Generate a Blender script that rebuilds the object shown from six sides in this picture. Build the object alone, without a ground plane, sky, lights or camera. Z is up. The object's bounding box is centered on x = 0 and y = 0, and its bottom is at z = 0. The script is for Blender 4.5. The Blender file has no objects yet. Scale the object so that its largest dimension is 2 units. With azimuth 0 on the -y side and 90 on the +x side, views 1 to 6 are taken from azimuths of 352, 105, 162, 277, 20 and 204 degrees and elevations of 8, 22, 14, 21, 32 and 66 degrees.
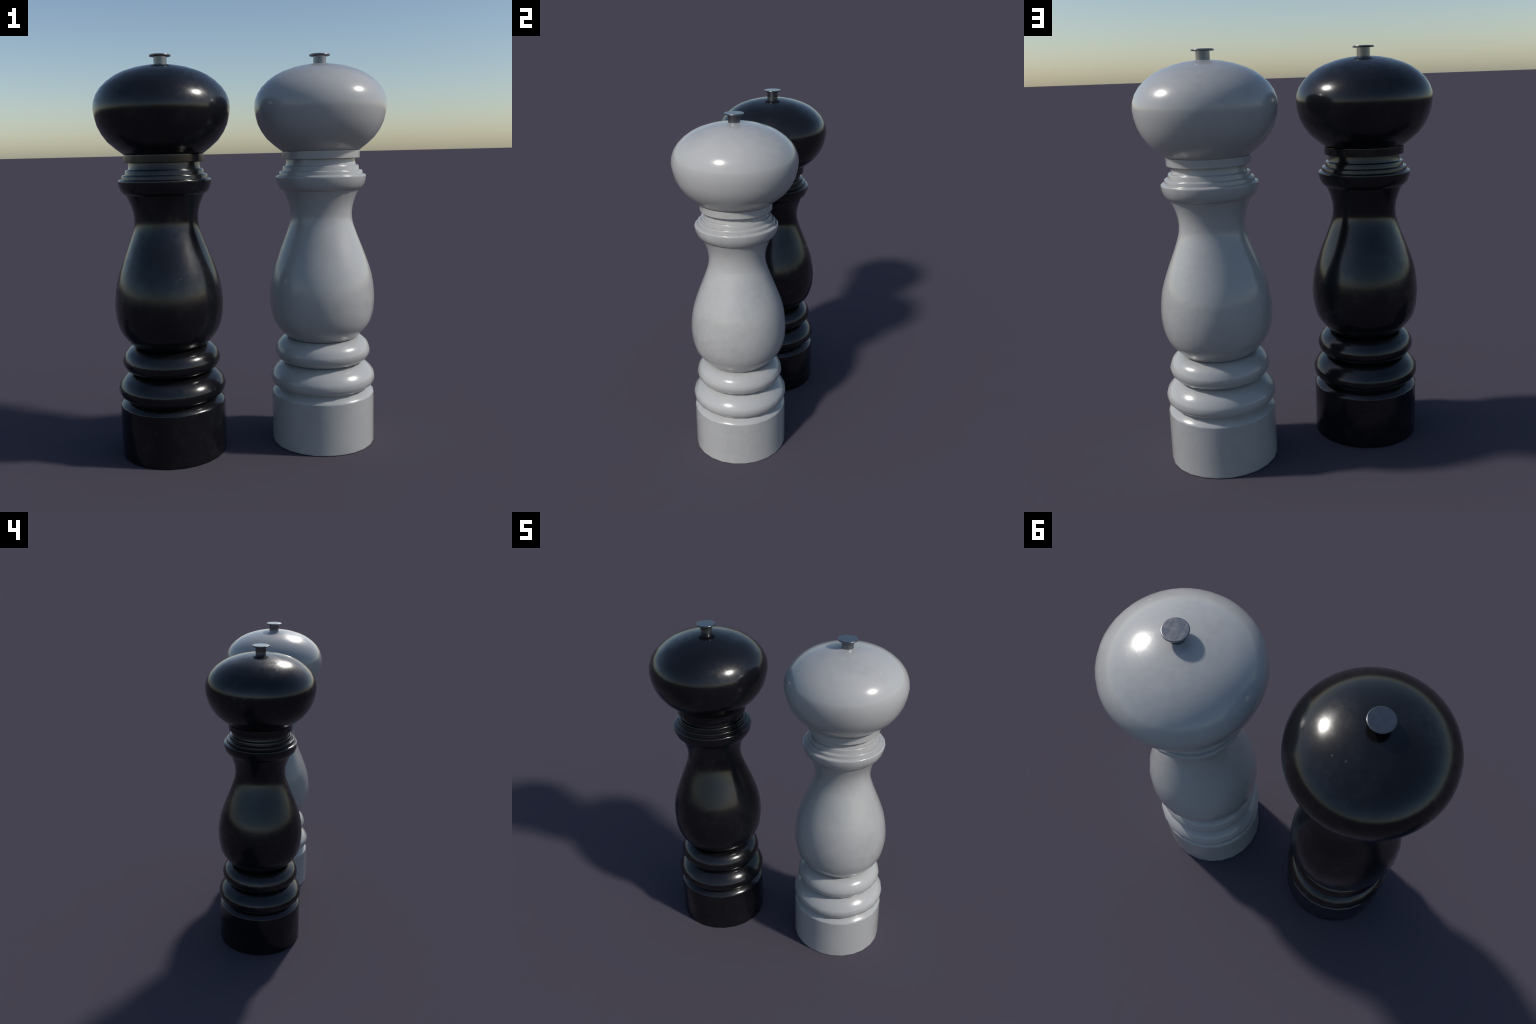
"""A pair of lathe-turned table mills: one lacquered black, one lacquered white,
each with a bulbous head, stepped collar, baluster body, two bead rings, a drum
base and a small steel knob.  Every part is a profile (radius, height) turned
around the mill's own vertical axis in 24 facets with smooth shading."""
import bpy, math
from mathutils import Vector

SEGMENTS = 24                       # facets round the turned wood
PHASE = math.radians(7.5)           # facet corners sit at 7.5, 22.5, ... degrees
HEAD_SEGMENTS = 48                  # the big head is turned finer
HEAD_OVAL = 1.018                   # and is a touch wider front to back
KNOB_SEGMENTS = 24
SPACING = 0.3965                    # distance of each axis from the middle


# ------------------------------------------------------------------ profiles
# (radius, height), from the bottom of the part to its top
BASE = [(0.2686, 0.0), (0.2692, 0.0015), (0.2692, 0.006), (0.2692, 0.10), (0.2692, 0.2595),
        (0.2692, 0.2622), (0.2690, 0.2637), (0.2683, 0.2654), (0.2668, 0.2680),
        (0.2640, 0.2712), (0.2590, 0.2762), (0.2500, 0.2836), (0.2420, 0.2896), (0.2348, 0.2950)]
LOWER_BEAD = [(0.2348, 0.2950), (0.2366, 0.3010), (0.2395, 0.3032), (0.2440, 0.3042), (0.2520, 0.3068), (0.2612, 0.3130), (0.2680, 0.3225), (0.2724, 0.3345),
              (0.2733, 0.3480), (0.2722, 0.3590), (0.2685, 0.3690),
              (0.2555, 0.3880), (0.2440, 0.4000), (0.2330, 0.4095), (0.2190, 0.4200),
              (0.2050, 0.4275), (0.1950, 0.4300)]
UPPER_BEAD = [(0.1950, 0.4300), (0.2060, 0.4335), (0.2180, 0.4390), (0.2310, 0.4475), (0.2400, 0.4600),
              (0.2466, 0.4740), (0.2486, 0.4880), (0.2470, 0.4985), (0.2400, 0.5175),
              (0.2295, 0.5340), (0.2090, 0.5500), (0.1930, 0.5570), (0.1780, 0.5595)]
BODY = [(0.1780, 0.5595), (0.1880, 0.5660), (0.2035, 0.5810), (0.2198, 0.6002), (0.2300, 0.6120),
        (0.2425, 0.6310), (0.2530, 0.6510), (0.2621, 0.6808), (0.2683, 0.7130),
        (0.2714, 0.7500), (0.2721, 0.7800), (0.2704, 0.8080), (0.2672, 0.8430),
        (0.2592, 0.8900), (0.2470, 0.9310), (0.2387, 0.9550), (0.2209, 1.0030),
        (0.2042, 1.0450), (0.1857, 1.0910), (0.1708, 1.1330), (0.1640, 1.1560), (0.1600, 1.1780),
        (0.1586, 1.2080), (0.1628, 1.2420), (0.1720, 1.2745), (0.1850, 1.3075),
        (0.1910, 1.3190), (0.1938, 1.3248)]
COLLAR = [(0.1938, 1.3248), (0.1985, 1.3268), (0.2070, 1.3325), (0.2175, 1.3450), (0.2240, 1.3600),
          (0.2283, 1.3740), (0.2303, 1.3890), (0.2306, 1.3945), (0.2292, 1.3985), (0.2255, 1.4012),
          (0.2195, 1.4028), (0.2140, 1.4036),
          (0.2138, 1.4060), (0.2126, 1.4180), (0.2118, 1.4210), (0.2098, 1.4228), (0.2020, 1.4242),
          (0.1956, 1.4248),
          (0.1953, 1.4270), (0.1936, 1.4440), (0.1928, 1.4464), (0.1910, 1.4480), (0.1850, 1.4492),
          (0.1792, 1.4500), (0.1786, 1.4525), (0.1758, 1.4700), (0.1752, 1.4900)]
HEAD_BAND = [(0.1700, 1.4832), (0.1975, 1.4834), (0.1989, 1.4848), (0.1990, 1.4900),
             (0.1990, 1.5150), (0.1990, 1.5205), (0.1989, 1.5212), (0.1920, 1.5216)]
HEAD = [(0.1915, 1.5205), (0.1950, 1.5225), (0.2335, 1.5520), (0.2710, 1.5855), (0.2985, 1.6237),
        (0.3175, 1.6630), (0.3287, 1.7065), (0.3334, 1.7420), (0.3297, 1.7770),
        (0.3168, 1.8115), (0.2958, 1.8428), (0.2655, 1.8723), (0.2295, 1.8980),
        (0.1922, 1.9165), (0.1355, 1.9355), (0.0800, 1.9470), (0.0400, 1.9510), (0.0, 1.9520)]
KNOB_STEM = [(0.0, 1.9420), (0.0325, 1.9420), (0.0325, 1.9500), (0.0325, 1.9890), (0.0325, 1.9935)]
KNOB_CAP = [(0.0, 1.9920), (0.0480, 1.9920), (0.0508, 1.9921), (0.0521, 1.9927), (0.0525, 1.9938),
            (0.0525, 1.9970), (0.0521, 1.9984), (0.0512, 1.9994), (0.0500, 1.9999), (0.0490, 2.0), (0.0470, 2.0),
            (0.0, 2.0)]


def turn(name, profile, parent, material, segments=SEGMENTS, phase=PHASE,
         sharp=40.0, tuck=0.012, oval=1.0):
    """Turn a profile round the z axis into a closed solid.  Open ends are closed
    by shallow cones tucked inside the part, out of sight of its neighbours."""
    pts = list(profile)
    if pts[0][0] > 0.0:
        lift = tuck if pts[0][1] > 0.001 else 0.0
        pts.insert(0, (0.0, pts[0][1] + lift))
    if pts[-1][0] > 0.0:
        pts.append((0.0, pts[-1][1] - tuck))
    verts, faces, rings = [], [], []
    for r, z in pts:
        if r <= 1e-6:
            rings.append([len(verts)])
            verts.append((0.0, 0.0, z))
        else:
            start = len(verts)
            for k in range(segments):
                a = phase + 2.0 * math.pi * k / segments
                verts.append((r * math.cos(a), oval * r * math.sin(a), z))
            rings.append(list(range(start, start + segments)))
    for lo, hi in zip(rings[:-1], rings[1:]):
        for k in range(segments):
            n = (k + 1) % segments
            if len(lo) == 1:
                faces.append((lo[0], hi[n], hi[k]))
            elif len(hi) == 1:
                faces.append((lo[k], lo[n], hi[0]))
            else:
                faces.append((lo[k], lo[n], hi[n], hi[k]))
    mesh = bpy.data.meshes.new(name)
    mesh.from_pydata(verts, [], faces)
    mesh.update()
    mesh.shade_smooth()
    mesh.set_sharp_from_angle(angle=math.radians(sharp))
    obj = bpy.data.objects.new(name, mesh)
    bpy.context.scene.collection.objects.link(obj)
    obj.parent = parent
    obj.data.materials.append(material)
    return obj


# ----------------------------------------------------------------- materials
class Graph:
    def __init__(self, name):
        self.mat = bpy.data.materials.new(name)
        self.mat.use_nodes = True
        self.nt = self.mat.node_tree
        self.bsdf = self.nt.nodes["Principled BSDF"]
        coord = self.nt.nodes.new("ShaderNodeTexCoord")
        self.coord = coord.outputs["Object"]

    def node(self, kind, **inputs):
        n = self.nt.nodes.new(kind)
        for k, v in inputs.items():
            self.put(n.inputs[k.replace("_", " ")], v)
        return n

    def put(self, socket, v):
        if isinstance(v, bpy.types.NodeSocket):
            self.nt.links.new(v, socket)
        else:
            socket.default_value = v

    def mapped(self, offset=(0, 0, 0), scale=(1, 1, 1)):
        return self.node("ShaderNodeMapping", Vector=self.coord, Location=offset, Scale=scale).outputs[0]

    def noise(self, vec, scale, detail=4.0, rough=0.55, distort=0.0):
        return self.node("ShaderNodeTexNoise", Vector=vec, Scale=scale, Detail=detail,
                         Roughness=rough, Distortion=distort).outputs["Fac"]

    def remap(self, v, a, b, c, d, smooth=True):
        n = self.nt.nodes.new("ShaderNodeMapRange")
        n.interpolation_type = 'SMOOTHSTEP' if smooth else 'LINEAR'
        for i, x in enumerate((v, a, b, c, d)):
            self.put(n.inputs[i], x)
        return n.outputs[0]

    def math(self, op, a, b):
        n = self.nt.nodes.new("ShaderNodeMath")
        n.operation = op
        self.put(n.inputs[0], a)
        self.put(n.inputs[1], b)
        return n.outputs[0]

    def mix(self, fac, a, b):
        n = self.nt.nodes.new("ShaderNodeMix")
        n.data_type = 'RGBA'
        self.put(n.inputs["Factor"], fac)
        self.put(n.inputs["A"], a)
        self.put(n.inputs["B"], b)
        return n.outputs["Result"]

    def specks(self, vec, scale, size, share):
        """Sparse small dots: 1 inside a dot, 0 elsewhere."""
        v = self.node("ShaderNodeTexVoronoi", Vector=vec, Scale=scale, Randomness=1.0)
        dot = self.remap(v.outputs["Distance"], size * 0.5, size, 1.0, 0.0)
        sep = self.node("ShaderNodeSeparateColor", Color=v.outputs["Color"])
        keep = self.math('LESS_THAN', sep.outputs[0], share)
        return self.math('MULTIPLY', dot, keep)


def lacquer(name, base, tint, speck_colour, coat_lo, coat_hi, haze, offset, speck_amount):
    """Lacquer: a glossy coat over paint, hazed by handling smudges, with a few
    dust specks and the edges of dried water marks."""
    g = Graph(name)
    vec = g.mapped(offset)
    cloud = g.noise(vec, 4.0, 3.0, 0.5, 0.4)
    grain = g.noise(vec, 24.0, 7.0, 0.72, 0.25)
    patch = g.remap(cloud, 0.40, 0.62, 0.0, 1.0)
    smudge = g.math('MULTIPLY', patch, g.remap(grain, 0.34, 0.68, 0.1, 1.0))
    rim = g.math('ABSOLUTE', g.math('SUBTRACT', g.noise(vec, 7.0, 4.0, 0.55, 0.6), 0.52), 0.0)
    stain = g.math('MULTIPLY', g.remap(rim, 0.0, 0.012, 1.0, 0.0), g.remap(g.noise(vec, 3.2, 2.0), 0.5, 0.6, 0.0, 1.0))
    dots = g.specks(vec, 20.0, 0.14, 0.14)
    breakup = g.remap(g.noise(vec, 110.0, 3.0), 0.44, 0.60, 0.0, 1.0)
    dots = g.math('MULTIPLY', dots, breakup)
    colour = g.mix(smudge, base, tint)
    colour = g.mix(g.math('MULTIPLY', stain, 0.7), colour, tint)
    colour = g.mix(g.math('MULTIPLY', dots, speck_amount), colour, speck_colour)
    g.put(g.bsdf.inputs["Base Color"], colour)
    g.put(g.bsdf.inputs["Roughness"], g.remap(grain, 0.3, 0.7, 0.27, 0.33, smooth=False))
    g.put(g.bsdf.inputs["Specular IOR Level"], g.math('MULTIPLY', smudge, haze))
    g.put(g.bsdf.inputs["Coat Weight"], 1.0)
    g.put(g.bsdf.inputs["Coat IOR"], 1.5)
    gloss = g.remap(smudge, 0.0, 1.0, coat_lo, coat_hi, smooth=False)
    g.put(g.bsdf.inputs["Coat Roughness"], g.math('ADD', gloss, g.math('MULTIPLY', dots, 0.2)))
    height = g.math('ADD', g.math('MULTIPLY', smudge, 0.35), g.math('MULTIPLY', dots, 0.6))
    bump = g.node("ShaderNodeBump", Strength=0.12, Distance=0.001, Height=height)
    g.put(g.bsdf.inputs["Normal"], bump.outputs[0])
    g.put(g.bsdf.inputs["Coat Normal"], bump.outputs[0])
    return g.mat


def steel(name, offset, face, worn, edge, rough_lo, rough_hi):
    """Dull steel: dark seen straight on, paler at a glancing angle."""
    g = Graph(name)
    vec = g.mapped(offset)
    blotch = g.noise(vec, 38.0, 6.0, 0.66, 0.4)
    scratch = g.noise(g.mapped(offset, (1.0, 6.0, 1.0)), 60.0, 4.0, 0.6)
    wear = g.remap(blotch, 0.38, 0.66, 0.0, 1.0)
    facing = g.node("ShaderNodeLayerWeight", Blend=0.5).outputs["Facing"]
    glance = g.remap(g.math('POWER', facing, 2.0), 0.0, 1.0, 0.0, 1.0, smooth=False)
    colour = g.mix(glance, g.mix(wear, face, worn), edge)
    g.put(g.bsdf.inputs["Base Color"], colour)
    g.put(g.bsdf.inputs["Metallic"], 1.0)
    r = g.remap(wear, 0.0, 1.0, rough_lo, rough_hi, smooth=False)
    g.put(g.bsdf.inputs["Roughness"], g.math('ADD', r, g.math('MULTIPLY', scratch, 0.03)))
    return g.mat


# --------------------------------------------------------------------- mills
def mill(name, label, category, x, lacquer_mat, steel_mat):
    root = bpy.data.objects.new(name, None)
    root.empty_display_size = 0.2
    root.location = (x, 0.0, 0.0)
    root["label"] = label
    root["category"] = category
    bpy.context.scene.collection.objects.link(root)
    turn("base", BASE, root, lacquer_mat, sharp=40)
    turn("bead_ring", LOWER_BEAD, root, lacquer_mat, sharp=60)
    turn("bead_ring", UPPER_BEAD, root, lacquer_mat, sharp=60)
    turn("body", BODY, root, lacquer_mat, sharp=60)
    turn("collar", COLLAR, root, lacquer_mat, sharp=50)
    head = turn("head", HEAD, root, lacquer_mat, HEAD_SEGMENTS, sharp=60, oval=HEAD_OVAL)
    turn("head_band", HEAD_BAND, head, lacquer_mat, sharp=40)
    knob = turn("knob", KNOB_CAP, root, steel_mat, KNOB_SEGMENTS, sharp=60)
    turn("knob_stem", KNOB_STEM, knob, steel_mat, KNOB_SEGMENTS, sharp=60)
    return root


black = lacquer("black_lacquer", (0.0042, 0.0041, 0.0052, 1), (0.0056, 0.0055, 0.0066, 1),  # black cooled slightly to carry the bluish shade under the head
                (0.045, 0.045, 0.045, 1), 0.18, 0.23, 0.15, (0.0, 0.0, 0.0), 0.28)
white = lacquer("white_lacquer", (0.378, 0.378, 0.376, 1), (0.338, 0.338, 0.334, 1),
                (0.50, 0.50, 0.49, 1), 0.20, 0.26, 0.20, (3.1, 1.7, 0.6), 0.35)
mill("pepper_mill", "tall turned pepper mill in glossy black lacquer, steel knob", "pepper mill", -SPACING, black,
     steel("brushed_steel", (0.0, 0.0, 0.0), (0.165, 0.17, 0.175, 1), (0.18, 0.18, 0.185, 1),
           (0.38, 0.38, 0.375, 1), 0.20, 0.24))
mill("salt_mill", "tall turned salt mill in glossy white lacquer, steel knob", "salt mill", SPACING, white,
     steel("worn_steel", (5.3, 2.2, 0.0), (0.185, 0.195, 0.215, 1), (0.215, 0.218, 0.230, 1),  # base colour tinted blue for the sky reflected in the cap
           (0.40, 0.40, 0.395, 1), 0.26, 0.32))
